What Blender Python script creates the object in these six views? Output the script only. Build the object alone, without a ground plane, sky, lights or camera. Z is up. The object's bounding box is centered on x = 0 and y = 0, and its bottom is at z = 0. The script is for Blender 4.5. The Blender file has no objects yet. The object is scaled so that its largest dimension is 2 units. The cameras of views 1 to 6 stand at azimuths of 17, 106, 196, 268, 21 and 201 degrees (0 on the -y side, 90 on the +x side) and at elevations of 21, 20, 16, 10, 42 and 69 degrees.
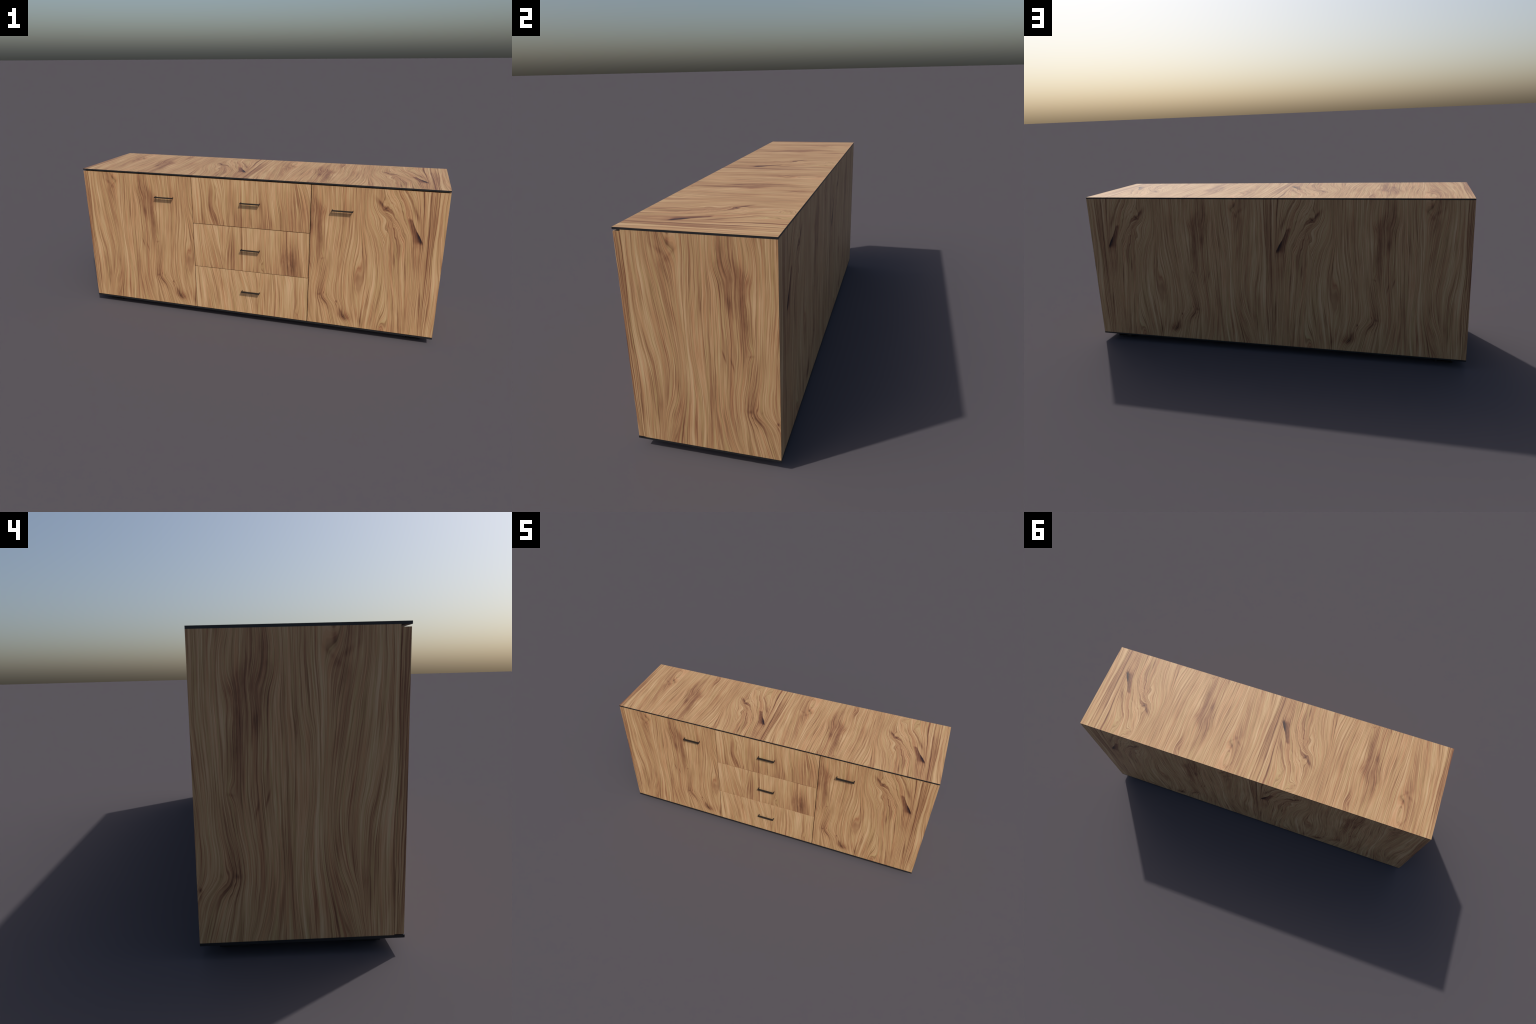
"""Long low sideboard: two doors, a centre bank of three drawers, knotty oak
veneer on every face, thin black boards above and below, black bar pulls and
four flat-bar feet.  Metres, z up, fronts facing -y."""
import math
import bpy
import bmesh

# ------------------------------------------------------------------ sizes
HALF_W = 1.0                    # half the overall width
FRONT, BACK = -0.2555, 0.2770   # depth of the black boards
TOP, TOP_UNDER = 0.8355, 0.8280
BASE_TOP, BASE_UNDER = 0.0443, 0.0363
DOOR_FACE, DOOR_BACK = -0.2535, -0.2290
DOOR_LOW, DOOR_HIGH = 0.0462, 0.8222
SIDE_FRONT = -0.2283            # front edge of the side panels
SEAM_L, SEAM_R = -0.3312, 0.3322
PANEL = 0.020                   # panel thickness

PERIOD = 0.9625                 # the veneer sheet repeats at this width
TAU = 2 * math.pi


# ------------------------------------------------------------------ node expressions
class Nodes:
    """Small helper: write shader maths as plain expressions."""

    def __init__(self, tree):
        self.t = tree

    def node(self, kind, **props):
        n = self.t.nodes.new(kind)
        for k, v in props.items():
            setattr(n, k, v)
        return n

    def plug(self, sock, value):
        if isinstance(value, bpy.types.NodeSocket):
            self.t.links.new(value, sock)
        else:
            sock.default_value = value

    def m(self, op, a, b=None, c=None, clamp=False):
        n = self.node("ShaderNodeMath", operation=op, use_clamp=clamp)
        for i, x in enumerate((a, b, c)):
            if x is not None:
                self.plug(n.inputs[i], x)
        return n.outputs[0]

    def add(self, a, b): return self.m("ADD", a, b)
    def sub(self, a, b): return self.m("SUBTRACT", a, b)
    def mul(self, a, b): return self.m("MULTIPLY", a, b)
    def mad(self, a, b, c): return self.m("MULTIPLY_ADD", a, b, c)

    def step(self, x, lo, hi, smooth=True):
        n = self.node("ShaderNodeMapRange", interpolation_type="SMOOTHSTEP" if smooth else "LINEAR", clamp=True)
        self.plug(n.inputs["Value"], x)
        n.inputs["From Min"].default_value = lo
        n.inputs["From Max"].default_value = hi
        return n.outputs["Result"]

    def gauss(self, *terms):
        """exp(-sum (d/w)^2) of (distance, width) pairs."""
        q = None
        for d, w in terms:
            s = self.mul(d, 1.0 / w)
            q = self.mul(s, s) if q is None else self.mad(s, s, q)
        return self.m("POWER", math.exp(-1), q)

    def spots(self, group, x, y, total, items, period):
        """Add soft spots (u, v, a, b, lean, strength) to total; repeat those at the sheet's seam."""
        for u, v, a, b, lean, s in items:
            for shift in (-period, 0.0, period):
                if shift and (period < PERIOD or not -3 * a < u + shift < period + 3 * a):
                    continue
                n = self.node("ShaderNodeGroup", node_tree=group)
                for k, val in (("X", x), ("Y", y), ("U", u + shift), ("V", v), ("A", a), ("B", b), ("Lean", lean), ("Strength", s), ("Sum", total)):
                    self.plug(n.inputs[k], val)
                total = n.outputs[0]
        return total

    def xyz(self, x, y, z):
        n = self.node("ShaderNodeCombineXYZ")
        for i, v in enumerate((x, y, z)):
            self.plug(n.inputs[i], v)
        return n.outputs[0]

    def noise(self, vec, detail=1.0, rough=0.5):
        n = self.node("ShaderNodeTexNoise", noise_dimensions="3D", normalize=True)
        self.plug(n.inputs["Vector"], vec)
        n.inputs["Scale"].default_value = 1.0
        n.inputs["Detail"].default_value = detail
        n.inputs["Roughness"].default_value = rough
        return n.outputs["Fac"]

    def curve(self, x, pts):
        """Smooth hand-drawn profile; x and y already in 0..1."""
        n = self.node("ShaderNodeFloatCurve")
        self.plug(n.inputs["Value"], x)
        c = n.mapping.curves[0]
        while len(c.points) < len(pts):
            c.points.new(0.5, 0.5)
        for p, (a, b) in zip(c.points, pts):
            p.location = (a, b)
            p.handle_type = "AUTO"
        n.mapping.update()
        return n.outputs[0]

    def mix(self, f, a, b, mode="MIX"):
        n = self.node("ShaderNodeMix", data_type="RGBA", blend_type=mode)
        self.plug(n.inputs[0], f)
        self.plug(n.inputs[6], a)
        self.plug(n.inputs[7], b)
        return n.outputs[2]


def spot_group():
    """Node group: Sum + Strength * exp(-(across/A)^2 - (along/B)^2), leaning with the grain."""
    tree = bpy.data.node_groups.new("soft_spot", "ShaderNodeTree")
    for nm in ("X", "Y", "U", "V", "A", "B", "Lean", "Strength", "Sum"):
        tree.interface.new_socket(nm, in_out="INPUT", socket_type="NodeSocketFloat")
    tree.interface.new_socket("Sum", in_out="OUTPUT", socket_type="NodeSocketFloat")
    N = Nodes(tree)
    i = N.node("NodeGroupInput").outputs
    dv = N.sub(i["Y"], i["V"])
    du = N.sub(N.sub(i["X"], i["U"]), N.mul(dv, i["Lean"]))
    qa, qb = N.m("DIVIDE", du, i["A"]), N.m("DIVIDE", dv, i["B"])
    fall = N.m("POWER", math.exp(-1), N.mad(qa, qa, N.mul(qb, qb)))
    out = N.node("NodeGroupOutput")
    tree.links.new(N.mad(fall, i["Strength"], i["Sum"]), out.inputs[0])
    return tree


def srgb(r, g, b):
    f = lambda c: c / 12.92 if c <= 0.04045 else ((c + 0.055) / 1.055) ** 2.4
    return (f(r / 255), f(g / 255), f(b / 255), 1.0)


# ------------------------------------------------------------------ the veneer
# Guide lines: how single grain lines wander sideways as they climb the sheet,
# at ten evenly spaced heights from v = 0.05 to v = 0.95.
GUIDE_V = (0.05, 0.95)
SHEET_GUIDES = [
    (.056, .061, .060, .052, .034, .0215, .0155, .014, .020, .024),
    (.076, .094, .128, .142, .135, .122, .108, .093, .088, .088),
    (.100, .132, .155, .163, .158, .150, .143, .141, .140, .140),
    (.163, .171, .182, .184, .181, .180, .183, .192, .195, .195),
    (.213, .218, .221, .212, .204, .204, .219, .224, .224, .224),
    (.246, .252, .255, .258, .259, .260, .264, .265, .267, .268),
    (.338, .312, .302, .307, .314, .314, .310, .292, .298, .303),
    (.384, .378, .373, .386, .395, .393, .394, .404, .392, .388),
    (.447, .422, .400, .416, .428, .430, .437, .434, .418, .412),
    (.507, .482, .437, .446, .449, .455, .461, .461, .458, .457),
    (.578, .548, .529, .525, .534, .547, .549, .546, .542, .541),
    (.607, .613, .621, .628, .622, .607, .592, .587, .583, .581),
    (.652, .657, .668, .674, .664, .643, .613, .607, .604, .602),
    (.708, .714, .722, .725, .715, .698, .646, .626, .628, .627),
    (.796, .789, .776, .755, .738, .730, .720, .654, .652, .660),
    (.843, .834, .824, .812, .799, .786, .757, .680, .672, .690),
    (.860, .858, .857, .855, .845, .826, .792, .748, .702, .718),
    (.877, .879, .881, .882, .876, .868, .852, .828, .785, .770),
    (.926, .919, .913, .910, .907, .905, .900, .896, .893, .892),
    (.944, .943, .942, .940, .937, .936, .930, .925, .920, .920),
    (.954, .957, .961, .959, .952, .950, .953, .952, .953, .953),
]
# Local swellings of the grain (cathedral figures, eyes, burls):
# centre u, v, half width, half height, push
SHEET_SWELLS = [
    (.577, .340, .034, .200, .025), (.137, .880, .030, .140, .036),
    (.727, .020, .024, .120, .026), (.522, .112, .024, .036, .026),
    (.410, .215, .024, .036, .012), (.694, .735, .018, .040, .020),
    (.715, .915, .024, .034, .030), (.425, .905, .022, .040, -.018),
    (.345, .690, .030, .050, -.007), (.400, .660, .018, .050, .007),
    (.404, .440, .012, .022, -.010), (.800, .870, .016, .040, .014),
    (.705, .625, .022, .040, .018), (.805, .550, .016, .050, -.012),
]
# Soft dark clouds: u, v, half width, half height, lean (du per dv), strength
SHEET_CLOUDS = [
    (.312, .775, .015, .060, -.06, .62), (.318, .700, .026, .050, -.25, .38), (.325, .640, .014, .050, -.25, .42),
    (.345, .720, .040, .055, -.30, .36), (.385, .700, .030, .045, -.55, .46), (.392, .660, .018, .050, .10, .42),
    (.391, .580, .017, .070, .00, .46), (.360, .600, .030, .080, .00, .26), (.392, .480, .016, .080, .05, .42),
    (.397, .350, .014, .070, .10, .32), (.340, .830, .036, .060, .15, .28), (.425, .890, .020, .050, -.10, .40),
    (.400, .228, .028, .050, -.20, .22), (.405, .215, .036, .048, -.30, .30), (.445, .165, .034, .050, -.70, .22), (.485, .130, .024, .030, -.70, .20),
    (.523, .114, .026, .028, -.40, .66), (.526, .103, .017, .014, -.30, .62), (.507, .140, .006, .026, -.55, .50),
    (.561, .108, .011, .026, -.25, .58), (.545, .092, .014, .010, .60, .34),
    (.486, .188, .0045, .0065, .00, 1.20), (.487, .172, .004, .010, .00, .50), (.391, .219, .004, .006, .0, .22), (.432, .224, .006, .006, .0, .28),
    (.575, .375, .0070, .055, -.08, .32), (.580, .310, .006, .050, .05, .30), (.580, .270, .024, .070, .00, .16), (.577, .350, .014, .070, .0, .24),
    (.694, .739, .013, .030, -1.10, .95), (.680, .756, .006, .022, -.80, .50), (.706, .728, .012, .014, -1.0, .35),
    (.716, .770, .006, .026, -.50, .50), (.722, .130, .008, .045, -.20, .30),
    (.735, .066, .024, .028, .00, .42), (.622, .090, .012, .060, -.10, .66), (.606, .110, .010, .040, -.30, .30),
    (.150, .812, .006, .030, .10, .70), (.139, .742, .014, .010, .00, .50), (.118, .768, .012, .022, -1.0, .52), (.158, .765, .008, .020, .9, .40),
    (.112, .800, .014, .030, -.40, .30), (.116, .835, .016, .040, -.2, .36), (.153, .850, .005, .040, .10, .50), (.138, .922, .010, .012, .0, .50), (.120, .905, .005, .03, .5, .35), (.140, .690, .024, .050, -.35, .30), (.130, .720, .024, .020, -.2, .25),
    (.140, .575, .016, .080, -.20, .28), (.140, .270, .009, .080, .00, .50), (.128, .180, .018, .050, .42, .42),
    (.115, .080, .040, .060, .30, .30), (.067, .200, .012, .030, .00, .35),
    (.842, .735, .009, .055, -.45, .60), (.808, .800, .009, .045, -.55, .48), (.858, .700, .012, .030, -.4, .35),
    (.876, .548, .020, .024, -.20, .52), (.853, .530, .006, .070, -.10, .52), (.880, .470, .014, .060, .00, .40),
    (.500, .600, .030, .200, .00, .14), (.766, .455, .006, .030, -.15, .50), (.778, .230, .005, .060, -.15, .35),
    (.820, .110, .004, .080, -.12, .70), (.838, .140, .0045, .110, -.10, .62), (.915, .240, .0045, .100, -.10, .95),
    (.312, .420, .0028, .022, -.25, .85), (.339, .392, .003, .020, -.25, .9), (.341, .603, .005, .022, .00, .65),
    (.243, .605, .0045, .050, .05, .60), (.403, .432, .010, .005, 1.2, .35), (.394, .222, .006, .007, .00, .5),
    (.800, .620, .005, .040, -.35, .45), (.715, .700, .005, .030, -.9, .45), (.757, .735, .005, .022, -.9, .50),
    (.726, .600, .0035, .050, .10, .50), (.800, .860, .006, .030, .20, .45), (.709, .900, .006, .006, .00, .50),
    (.722, .922, .008, .006, 1.5, .40), (.555, .770, .020, .100, 0, .18), (.610, .780, .012, .100, 0, .25),
    (.276, .300, .010, .120, -.03, .42), (.268, .700, .014, .120, 0, .18), (.660, .160, .030, .100, -.1, .16),
]
# Long stripes that follow the grain: guide value, half width, v centre, v half length, strength
SHEET_STRIPES = [
    (.925, .0030, .60, .70, 1.2), (.9330, .0022, .35, .45, 1.1), (.897, .0024, .70, .45, 1.0),
    (.906, .0022, .15, .35, 1.0), (.9535, .0020, .55, .70, 1.0), (.9440, .0026, .62, .25, 1.0),
    (.9390, .0022, .08, .30, 1.1), (.883, .0018, .25, .35, .55), (.872, .0015, .60, .30, .35),
    (.110, .0016, .55, .30, .45), (.184, .0018, .60, .45, .35), (.212, .0018, .60, .40, .45),
    (.222, .0013, .80, .30, .40), (.247, .0025, .70, .25, .40), (.263, .0020, .45, .50, .50),
    (.270, .0014, .80, .25, .45), (.305, .0022, .60, .20, .55), (.421, .0022, .72, .12, .60),
    (.436, .0015, .25, .30, .40), (.458, .0020, .60, .30, .45), (.4640, .0013, .35, .30, .40),
    (.502, .0016, .55, .40, .38), (.543, .0020, .45, .40, .45), (.5300, .0014, .30, .30, .40),
    (.604, .0020, .60, .40, .50), (.613, .0016, .40, .40, .45), (.640, .0016, .60, .30, .40),
    (.655, .0018, .55, .30, .45), (.690, .0018, .60, .30, .50), (.712, .0020, .68, .25, .45),
    (.738, .0018, .70, .30, .50), (.760, .0016, .45, .40, .38), (.790, .0016, .20, .40, .40),
    (.826, .0022, .15, .30, .45), (.020, .0014, .60, .30, .42), (.045, .0014, .30, .30, .35),
    (.078, .0018, .55, .30, .38), (.165, .0014, .30, .30, .40),
]
SHEET_PALE = [
    (.003, .0060, .60, .50, .50), (.0150, .0030, .70, .40, .45), (.192, .0050, .45, .60, .55), (.178, .002, .6, .4, .3),
    (.228, .0040, .12, .25, .50), (.640, .0050, .15, .30, .55), (.915, .0030, .75, .30, .40),
    (.935, .0020, .40, .40, .45), (.440, .0030, .80, .30, .45), (.470, .0030, .75, .30, .40),
    (.730, .0050, .75, .20, .45), (.560, .0050, .35, .30, .25), (.060, .0070, .55, .25, .35),
    (.490, .0025, .80, .3, .4), (.285, .004, .55, .3, .3), (.775, .005, .25, .3, .35),
]
# The three drawer fronts are cut from other, straighter sheets.
DRAWER_SHEETS = [
    dict(   # bottom
        guides=[(-.299, -.305, -.309, -.314), (-.225, -.238, -.253, -.270), (-.194, -.199, -.210, -.229), (-.150, -.158, -.170, -.182),
                (-.098, -.104, -.115, -.130), (-.066, -.078, -.092, -.104), (.018, .007, -.015, -.041), (.031, .032, .036, .018),
                (.044, .048, .070, .074), (.088, .087, .087, .085), (.141, .146, .146, .139), (.210, .210, .208, .200), (.290, .289, .288, .289)],
        swells=[(.268, .070, .016, .040, .016), (.235, .255, .014, .040, -.010)],
        clouds=[(.036, .115, .010, .040, .00, .40), (.060, .250, .016, .040, .00, .40), (-.200, .130, .030, .060, -.10, .25),
                (-.170, .200, .010, .060, -.10, .25), (.272, .080, .006, .014, -.8, .35)],
        stripes=[(-.306, .0040, .18, .20, .85), (-.240, .0028, .18, .20, .60), (-.208, .0022, .18, .20, .50), (-.165, .0022, .18, .20, .45),
                 (-.112, .0022, .18, .20, .50), (-.085, .0020, .15, .20, .50), (.087, .0026, .18, .20, .65), (.100, .0018, .18, .20, .50),
                 (.115, .0018, .18, .20, .45), (.144, .0045, .15, .20, .65), (.160, .0018, .20, .20, .40), (.289, .0022, .18, .20, .45), (.000, .002, .2, .2, .3)],
        pale=[(-.322, .0080, .18, .30, .55), (-.285, .0060, .20, .20, .50), (-.020, .0060, .20, .15, .60), (.215, .0350, .18, .20, .22),
              (.154, .0035, .18, .20, .40), (-.140, .010, .2, .2, .3)]),
    dict(   # middle
        guides=[(-.284, -.291, -.297, -.298), (-.228, -.243, -.256, -.268), (-.160, -.178, -.199, -.217), (-.148, -.146, -.128, -.112),
                (-.100, -.098, -.095, -.092), (-.079, -.079, -.078, -.078), (-.048, -.048, -.047, -.048), (.048, .053, .056, .056),
                (.094, .086, .082, .085), (.148, .147, .146, .146), (.197, .190, .183, .179), (.244, .237, .234, .232), (.283, .275, .265, .260)],
        swells=[(.064, .345, .014, .040, .016)],
        clouds=[(.192, .380, .010, .070, -.10, .55), (.239, .365, .019, .070, -.05, .70), (.210, .450, .030, .080, .00, .40), (.235, .390, .050, .110, .0, .34),
                (-.166, .385, .012, .030, -.30, .45), (.068, .365, .010, .030, -.40, .30), (-.120, .44, .02, .08, .1, .2)],
        stripes=[(-.0478, .0034, .43, .20, .85), (-.090, .0026, .43, .20, .55), (-.104, .0026, .40, .20, .60), (-.117, .0016, .43, .20, .45),
                 (-.292, .0028, .43, .20, .60), (-.250, .0022, .40, .20, .50), (-.190, .0018, .45, .20, .40), (.147, .0020, .43, .20, .55),
                 (.160, .0018, .43, .20, .45), (.276, .0018, .43, .20, .50), (.292, .0016, .43, .20, .45), (.305, .0016, .43, .20, .45)],
        pale=[(-.036, .0040, .40, .20, .60), (-.178, .0070, .45, .15, .40), (.010, .0300, .45, .15, .28), (.110, .0150, .45, .15, .25),
              (.298, .0120, .45, .20, .35), (-.312, .0120, .40, .20, .40)]),
    dict(   # top
        guides=[(-.300, -.305, -.307, -.310), (-.270, -.277, -.279, -.288), (-.256, -.263, -.268, -.274), (-.215, -.238, -.241, -.245),
                (-.160, -.171, -.178, -.202), (-.117, -.121, -.119, -.115), (-.048, -.048, -.047, -.048), (.060, .058, .057, .055),
                (.114, .105, .096, .090), (.178, .172, .158, .155), (.236, .231, .227, .225), (.290, .283, .268, .252), (.327, .324, .312, .281)],
        swells=[(-.205, .690, .020, .070, .016)],
        clouds=[(-.229, .690, .014, .040, .00, .52), (-.222, .640, .015, .045, -.30, .50), (-.198, .590, .015, .035, -.40, .58),
                (-.215, .745, .018, .035, .00, .40), (-.151, .578, .005, .018, -.10, 1.0), (.009, .610, .0055, .045, -.06, .95),
                (.121, .600, .0045, .040, -.05, .60), (.060, .690, .010, .030, .00, .30), (.236, .720, .036, .120, .00, .42),
                (.300, .700, .030, .080, -.40, .28), (.174, .620, .007, .060, -.08, .40), (-.185, .770, .010, .020, -.6, .35)],
        stripes=[(-.2785, .0030, .70, .20, .65), (-.2652, .0020, .70, .20, .55), (-.0478, .0034, .69, .25, .85), (-.118, .0022, .69, .25, .50),
                 (-.100, .0016, .69, .25, .40), (-.085, .0016, .69, .25, .35), (.057, .0016, .75, .10, .50), (.101, .0018, .68, .15, .45),
                 (.165, .0026, .70, .20, .55), (.230, .0020, .65, .20, .45), (.262, .002, .7, .2, .4), (-.238, .002, .78, .06, .5)],
        pale=[(-.038, .0045, .75, .15, .50), (-.172, .0060, .77, .06, .55), (-.310, .0120, .69, .20, .45), (.030, .0120, .75, .10, .30),
              (.130, .0150, .70, .15, .25), (.258, .0030, .72, .10, .45), (-.29, .004, .7, .2, .4)]),
]
# Lower right edge of the big bark-filled knot, as u over v = 0.555 .. 0.695
KNOT_V = (0.555, 0.695)
KNOT_EDGE = (.901, .893, .880, .869, .858, .849, .839, .824)

C_PALE, C_BODY = srgb(199, 166, 128), srgb(180, 143, 102)
C_BROWN, C_DARK, C_BARK = srgb(144, 102, 73), srgb(98, 64, 47), srgb(46, 32, 34)


def veneer(name, guides, swells, clouds, stripes, pale, knot=False, guide_v=GUIDE_V, flat_map=None, seed=0.0, shade=(0.0, 0.0)):
    """Wood material.  The sheet is laid on each face by its normal, so one
    sheet wraps the whole cabinet the way veneer is cut."""
    mat = bpy.data.materials.new(name)
    mat.use_nodes = True
    tree = mat.node_tree
    tree.nodes.clear()
    N = Nodes(tree)
    coord = N.node("ShaderNodeTexCoord")
    pos = N.node("ShaderNodeSeparateXYZ")
    nrm = N.node("ShaderNodeSeparateXYZ")
    tree.links.new(coord.outputs["Object"], pos.inputs[0])
    tree.links.new(coord.outputs["Normal"], nrm.inputs[0])
    x, y, z = pos.outputs
    end = N.m("GREATER_THAN", N.m("ABSOLUTE", nrm.outputs[0]), 0.6)
    lid = N.m("GREATER_THAN", N.m("ABSOLUTE", nrm.outputs[2]), 0.6)
    span = flat_map or (0.0, PERIOD)
    # end faces take u from y, level faces take v from y
    u = N.add(N.mul(x, N.sub(1.0, end)), N.mul(N.sub(y, 0.743), end))
    v = N.add(N.mul(z, N.sub(1.0, lid)), N.mul(N.add(y, 0.67), lid))
    u = N.m("WRAP", u, span[1], span[0])
    period = span[1] - span[0]
    radius = period / TAU

    def ring(coordinate, f, s, off=0.0):
        """Position on a cylinder, so that noise joins up where the sheet repeats."""
        a = N.mul(coordinate, TAU / period)
        return N.xyz(N.mad(N.m("COSINE", a), radius * f, off + seed),
                     N.mad(N.m("SINE", a), radius * f, off * 0.37),
                     N.mad(v, s, off * 1.3))

    def near(c, coordinate):
        return N.m("WRAP", N.sub(coordinate, c), period / 2, -period / 2)

    # restless wander of the grain, stronger in the wild upper right of the sheet
    wild = N.gauss((near(.745, u), .085), (N.sub(v, .68), .20)) if knot else 0.0
    if knot:
        wild = N.mad(N.gauss((near(.412, u), .035), (N.sub(v, .205), .050)), 0.75, wild)
        wild = N.mad(N.gauss((near(.528, u), .030), (N.sub(v, .108), .035)), 0.60, wild)
        wild = N.mad(N.gauss((near(.370, u), .050), (N.sub(v, .700), .090)), 0.35, wild)
    w1 = N.sub(N.noise(ring(u, 9, 4.0, 3.1), 2), 0.5)
    w2 = N.sub(N.noise(ring(u, 34, 11.0, 7.7), 2), 0.5)
    w3 = N.sub(N.noise(ring(u, 90, 26.0, 1.9), 1), 0.5)
    uu = N.add(u, N.mul(w1, 0.009))
    uu = N.add(uu, N.mul(w2, N.mad(wild, 0.024, 0.0042) if knot else 0.004))
    uu = N.add(uu, N.mul(w3, N.mad(wild, 0.005, 0.0016) if knot else 0.0014))

    # g: which grain line this point lies on
    t = N.step(v, guide_v[0], guide_v[1], smooth=False)
    means = [sum(gl) / len(gl) for gl in guides]
    curves = []
    for c, gl in zip(means, guides):
        n = len(gl) - 1
        yv = N.curve(t, [(i / n, 0.5 + (a - c) * 4) for i, a in enumerate(gl)])
        curves.append(N.mad(yv, 0.25, c - 0.125))
    lines = [(means[-1] - period, N.sub(curves[-1], period))] + list(zip(means, curves)) + [(means[0] + period, N.add(curves[0], period))]
    g = lines[0][0]
    for (c0, u0), (c1, u1) in zip(lines, lines[1:]):
        part = N.m("DIVIDE", N.sub(uu, u0), N.m("MAXIMUM", N.sub(u1, u0), 0.004), clamp=True)
        g = N.mad(part, c1 - c0, g)
    g = N.spots(SPOT, u, v, g, [(su, sv, a, b, 0.0, p) for su, sv, a, b, p in swells], period)

    # tone: several widths of growth line, long along the grain
    n1 = N.noise(ring(g, 88, 1.8, 0.0), 2.0)
    n2 = N.noise(ring(g, 290, 4.2, 5.3), 2.0, 0.55)
    n3 = N.noise(ring(g, 560, 11.0, 9.1), 1.0)
    n4 = N.noise(ring(g, 210, 3.4, 13.7), 1.0)
    n5 = N.noise(ring(g, 370, 5.0, 17.9), 0.0)
    thread = N.noise(ring(g, 165, 2.8, 43.0), 1.0)
    thread = N.step(N.m("ABSOLUTE", N.sub(thread, 0.5)), 0.060, 0.004)
    where = N.step(N.noise(ring(g, 60, 3.0, 51.0), 1.0), 0.42, 0.62)
    broad = N.noise(ring(g, 15, 2.6, 61.0), 2.0)
    tone = N.mul(N.sub(n1, 0.5), 0.55)
    tone = N.mad(N.sub(broad, 0.5), 0.48, tone)
    tone = N.mad(N.sub(n2, 0.5), 0.95, tone)
    tone = N.mad(N.sub(n3, 0.5), 0.62, tone)
    tone = N.mad(N.step(n4, 0.55, 0.75), 0.27, tone)
    tone = N.mad(N.step(n5, 0.58, 0.76), 0.24, tone)
    tone = N.mad(N.mul(thread, where), 0.16, tone)
    tone = N.add(tone, 0.295 + shade[0])
    if shade[1]:
        tone = N.mad(N.sub(0.5, N.step(v, guide_v[0], guide_v[1], smooth=False)), shade[1], tone)
    fleck = N.noise(ring(u, 60, 22.0, 23.0), 3.0, 0.6)
    marks = [(c, vc, w, vl, 0.0, s * 0.52) for c, w, vc, vl, s in stripes] + [(c, vc, w, vl, 0.0, -s * 0.6) for c, w, vc, vl, s in pale]
    tone = N.spots(SPOT, g, v, tone, marks, period)
    cloud = N.spots(SPOT, uu, v, 0.0, clouds, period)
    if clouds:
        grainy = N.mad(N.sub(n2, 0.5), 1.6, N.mad(N.sub(fleck, 0.5), 1.6, 1.0))
        tone = N.mad(cloud, N.mul(grainy, 0.48), tone)
    if knot:
        kt = N.step(v, KNOT_V[0], KNOT_V[1], smooth=False)
        n = len(KNOT_EDGE) - 1
        ke = N.mad(N.curve(kt, [(i / n, 0.5 + (a - .86) * 8) for i, a in enumerate(KNOT_EDGE)]), 0.125, .86 - 0.0625)
        inside = N.sub(ke, N.add(u, N.mul(w3, 0.006)))
        left = N.sub(N.add(u, N.mul(w2, 0.014)), N.mad(N.sub(.688, v), 0.24, .816))
        lip = N.mul(N.step(inside, -0.0015, 0.0025), N.m("POWER", math.exp(-1), N.mul(N.m("MAXIMUM", inside, 0.0), 1 / 0.040)))
        body = N.mul(N.mul(lip, N.step(left, -0.006, 0.010)), N.mul(N.step(N.mad(w2, 0.03, v), 0.546, 0.572), N.sub(1.0, N.step(v, 0.672, 0.690))))
        tip = N.gauss((N.sub(u, .879), .018), (N.sub(v, .594), .034))
        tone = N.mad(body, N.mad(tip, 0.80, N.mad(fleck, 0.7, 0.46)), tone)

    # colour along tone, with drifting warm and olive casts
    ramp = N.node("ShaderNodeValToRGB")
    tree.links.new(N.m("MULTIPLY", tone, 0.6, clamp=True), ramp.inputs[0])
    el = ramp.color_ramp.elements
    el[0].position, el[0].color = 0.0, C_PALE
    el[1].position, el[1].color = 1.0, C_BARK
    for p, c in ((0.20, C_BODY), (0.45, C_BROWN), (0.72, C_DARK)):
        e = el.new(p)
        e.color = c
    hue = N.noise(ring(g, 210, 4.5, 31.0), 2.0)
    tint_a, tint_b = (1.05, 0.955, 0.94, 1), (0.955, 1.015, 0.94, 1)
    col = N.mix(N.step(hue, 0.50, 0.68), ramp.outputs[0], N.mix(1.0, ramp.outputs[0], tint_a, "MULTIPLY"))
    col = N.mix(N.sub(1.0, N.step(hue, 0.33, 0.50)), col, N.mix(1.0, col, tint_b, "MULTIPLY"))

    bsdf = N.node("ShaderNodeBsdfPrincipled")
    tree.links.new(col, bsdf.inputs["Base Color"])
    bsdf.inputs["Roughness"].default_value = 0.48
    bsdf.inputs["Specular IOR Level"].default_value = 0.30
    out = N.node("ShaderNodeOutputMaterial")
    tree.links.new(bsdf.outputs[0], out.inputs[0])
    return mat


def black_lacquer(name, colour, rough):
    mat = bpy.data.materials.new(name)
    mat.use_nodes = True
    N = Nodes(mat.node_tree)
    b = mat.node_tree.nodes["Principled BSDF"]
    c = N.node("ShaderNodeTexCoord")
    n = N.node("ShaderNodeTexNoise")
    n.inputs["Scale"].default_value = 60
    mat.node_tree.links.new(c.outputs["Object"], n.inputs["Vector"])
    dark = tuple(k * 0.85 for k in colour[:3]) + (1,)
    mat.node_tree.links.new(N.mix(n.outputs["Fac"], dark, colour), b.inputs["Base Color"])
    b.inputs["Roughness"].default_value = rough
    return mat


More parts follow.
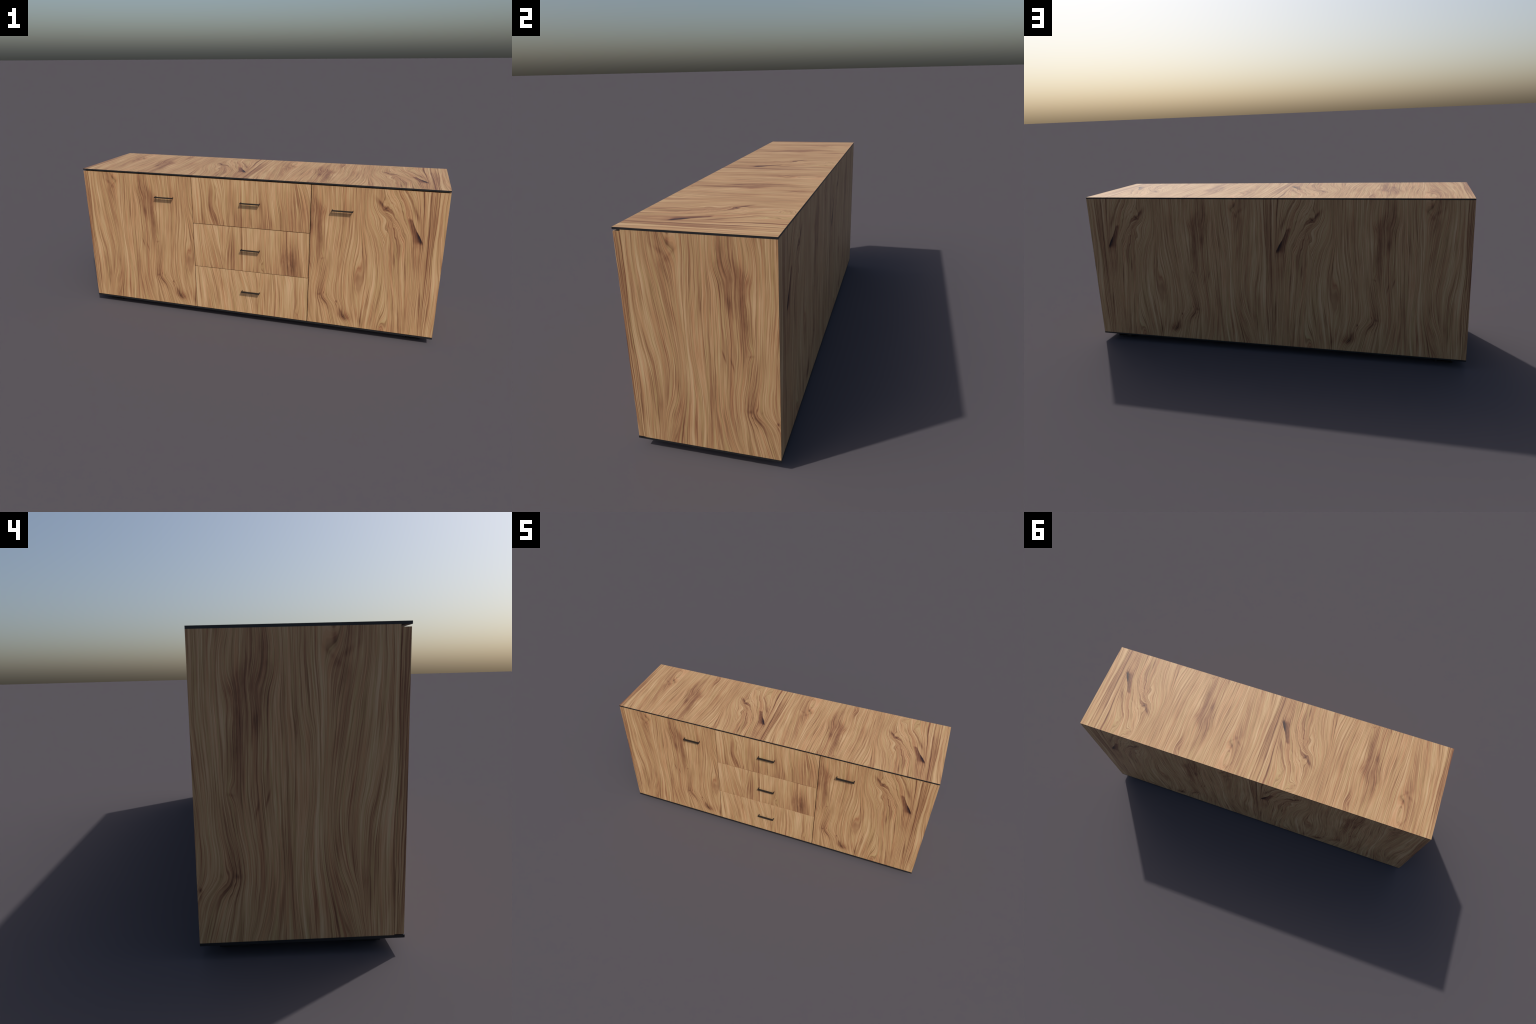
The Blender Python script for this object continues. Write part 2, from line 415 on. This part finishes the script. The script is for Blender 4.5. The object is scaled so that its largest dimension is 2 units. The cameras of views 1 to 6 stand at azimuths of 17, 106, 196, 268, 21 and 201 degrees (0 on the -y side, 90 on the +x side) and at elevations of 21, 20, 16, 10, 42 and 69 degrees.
# ------------------------------------------------------------------ building blocks
def mesh_object(name, bm, mats, parent, bevel=0.0):
    me = bpy.data.meshes.new(name)
    bm.normal_update()
    bm.to_mesh(me)
    bm.free()
    for mt in mats:
        me.materials.append(mt)
    ob = bpy.data.objects.new(name, me)
    bpy.context.scene.collection.objects.link(ob)
    ob.parent = parent
    if bevel:
        mod = ob.modifiers.new("edge", "BEVEL")
        mod.width, mod.segments, mod.limit_method = bevel, 2, "ANGLE"
    return ob


def add_box(bm, lo, hi):
    geo = bmesh.ops.create_cube(bm, size=1.0)
    for w in geo["verts"]:
        w.co = [lo[i] + (w.co[i] + 0.5) * (hi[i] - lo[i]) for i in range(3)]
    return geo["verts"]


def board(name, lo, hi, mats, parent, top_slot=None, bevel=0.0):
    bm = bmesh.new()
    add_box(bm, lo, hi)
    bm.normal_update()
    if top_slot is not None:
        for f in bm.faces:
            if f.normal.z > 0.5:
                f.material_index = top_slot
    return mesh_object(name, bm, mats, parent, bevel)


def extrude_profile(name, outline, axis_lo, axis_hi, mats, parent, bevel=0.0, plane="xz"):
    """Prism: a closed outline in plane xy or xz pushed along the third axis."""
    bm = bmesh.new()
    put = (lambda a, b, w: (a, b, w)) if plane == "xy" else (lambda a, b, w: (a, w, b))
    lo = [bm.verts.new(put(a, b, axis_lo)) for a, b in outline]
    hi = [bm.verts.new(put(a, b, axis_hi)) for a, b in outline]
    n = len(outline)
    bm.faces.new(lo)
    bm.faces.new(hi)
    for i in range(n):
        bm.faces.new((lo[i], lo[(i + 1) % n], hi[(i + 1) % n], hi[i]))
    bmesh.ops.recalc_face_normals(bm, faces=bm.faces)
    return mesh_object(name, bm, mats, parent, bevel)


# ------------------------------------------------------------------ materials
SPOT = spot_group()
oak = veneer("knotty_oak_veneer", SHEET_GUIDES, SHEET_SWELLS, SHEET_CLOUDS, SHEET_STRIPES, SHEET_PALE, knot=True)

black = black_lacquer("black_lacquer", srgb(29, 30, 32), 0.45)
pull_black = black_lacquer("black_metal", srgb(22, 21, 20), 0.5)

# ------------------------------------------------------------------ the cabinet
root = bpy.data.objects.new("sideboard", None)
bpy.context.scene.collection.objects.link(root)
root["label"] = "long low oak sideboard with two doors and three drawers"
root["category"] = "sideboard"

board("top_board", (-HALF_W, FRONT, TOP_UNDER), (HALF_W, BACK, TOP), [black, oak], root, top_slot=1)
board("bottom_board", (-HALF_W, FRONT, BASE_UNDER), (HALF_W, BACK, BASE_TOP), [black], root)
for s in (-1, 1):
    a, b = sorted((s * HALF_W, s * (HALF_W - PANEL)))
    board("side_panel", (a, SIDE_FRONT, BASE_TOP), (b, BACK - PANEL, TOP_UNDER), [oak], root)
board("back_panel", (-HALF_W, BACK - PANEL, BASE_TOP), (HALF_W, BACK, TOP_UNDER), [oak], root)
for xm in (SEAM_L, SEAM_R):
    board("divider", (xm - PANEL / 2, SIDE_FRONT + 0.001, BASE_TOP), (xm + PANEL / 2, BACK - PANEL, TOP_UNDER), [oak], root)
for a, b in ((-HALF_W + PANEL, SEAM_L - PANEL / 2), (SEAM_L + PANEL / 2, SEAM_R - PANEL / 2), (SEAM_R + PANEL / 2, HALF_W - PANEL)):
    board("front_rail", (a, SIDE_FRONT + 0.002, TOP_UNDER - 0.06), (b, SIDE_FRONT + PANEL, TOP_UNDER), [oak], root)

# bar pull: a flat strap bent back at both ends to the door
PULL_W, PULL_OUT, PULL_BAR, PULL_T, PULL_H = 0.1075, 0.0235, 0.0115, 0.0040, 0.0050


def pull(parent, xc, zc):
    w, o = PULL_W / 2, PULL_OUT
    face = DOOR_FACE
    outline = [(-w, face), (-w, face - o), (w, face - o), (w, face), (w - PULL_T, face),
               (w - PULL_T, face - o + PULL_BAR), (-w + PULL_T, face - o + PULL_BAR), (-w + PULL_T, face)]
    outline = [(xc + a, b) for a, b in outline]
    return extrude_profile("handle", outline, zc - PULL_H / 2, zc + PULL_H / 2, [pull_black], parent, 0.0006, plane="xy")


for a, b, hx in ((-HALF_W, SEAM_L - 0.0012, -0.4962), (SEAM_R + 0.0017, HALF_W, 0.4962)):
    d = board("door", (a, DOOR_FACE, DOOR_LOW), (b, DOOR_BACK, DOOR_HIGH), [oak], root)
    pull(d, hx, 0.7005)

DRAWER_CUTS = (DOOR_LOW, 0.3068, 0.5635, DOOR_HIGH)
PULL_Z = (0.1842, 0.4365, 0.7018)
for i in range(3):
    sheet = DRAWER_SHEETS[i]
    front_oak = veneer("straight_oak_veneer", sheet["guides"], sheet["swells"], sheet["clouds"], sheet["stripes"], sheet["pale"],
                       guide_v=(DRAWER_CUTS[i], DRAWER_CUTS[i + 1]), flat_map=(-0.345, 0.345), seed=41.0 + 9.7 * i, shade=((-0.06, 0.10), (0.0, 0.20), (0.02, 0.22))[i])
    lo, hi = DRAWER_CUTS[i] + (0.0010 if i else 0), DRAWER_CUTS[i + 1] - (0.0022 if i < 2 else 0)
    d = board("drawer", (SEAM_L + 0.0020, DOOR_FACE, lo), (SEAM_R - 0.0027, DOOR_BACK, hi), [front_oak], root)
    pull(d, 0.0055, PULL_Z[i])

# feet: short loops of flat bar
FOOT_W, FOOT_T, FOOT_D = 0.083, 0.006, 0.08
for sx in (-1, 1):
    for y0 in (-0.207, 0.229 - FOOT_D):
        w, t, h = FOOT_W / 2, FOOT_T, BASE_UNDER
        xc = sx * 0.9
        outline = [(xc - w, 0), (xc + w, 0), (xc + w, h), (xc + w - t, h), (xc + w - t, t), (xc - w + t, t), (xc - w + t, h), (xc - w, h)]
        extrude_profile("foot", outline, y0, y0 + FOOT_D, [black], root)
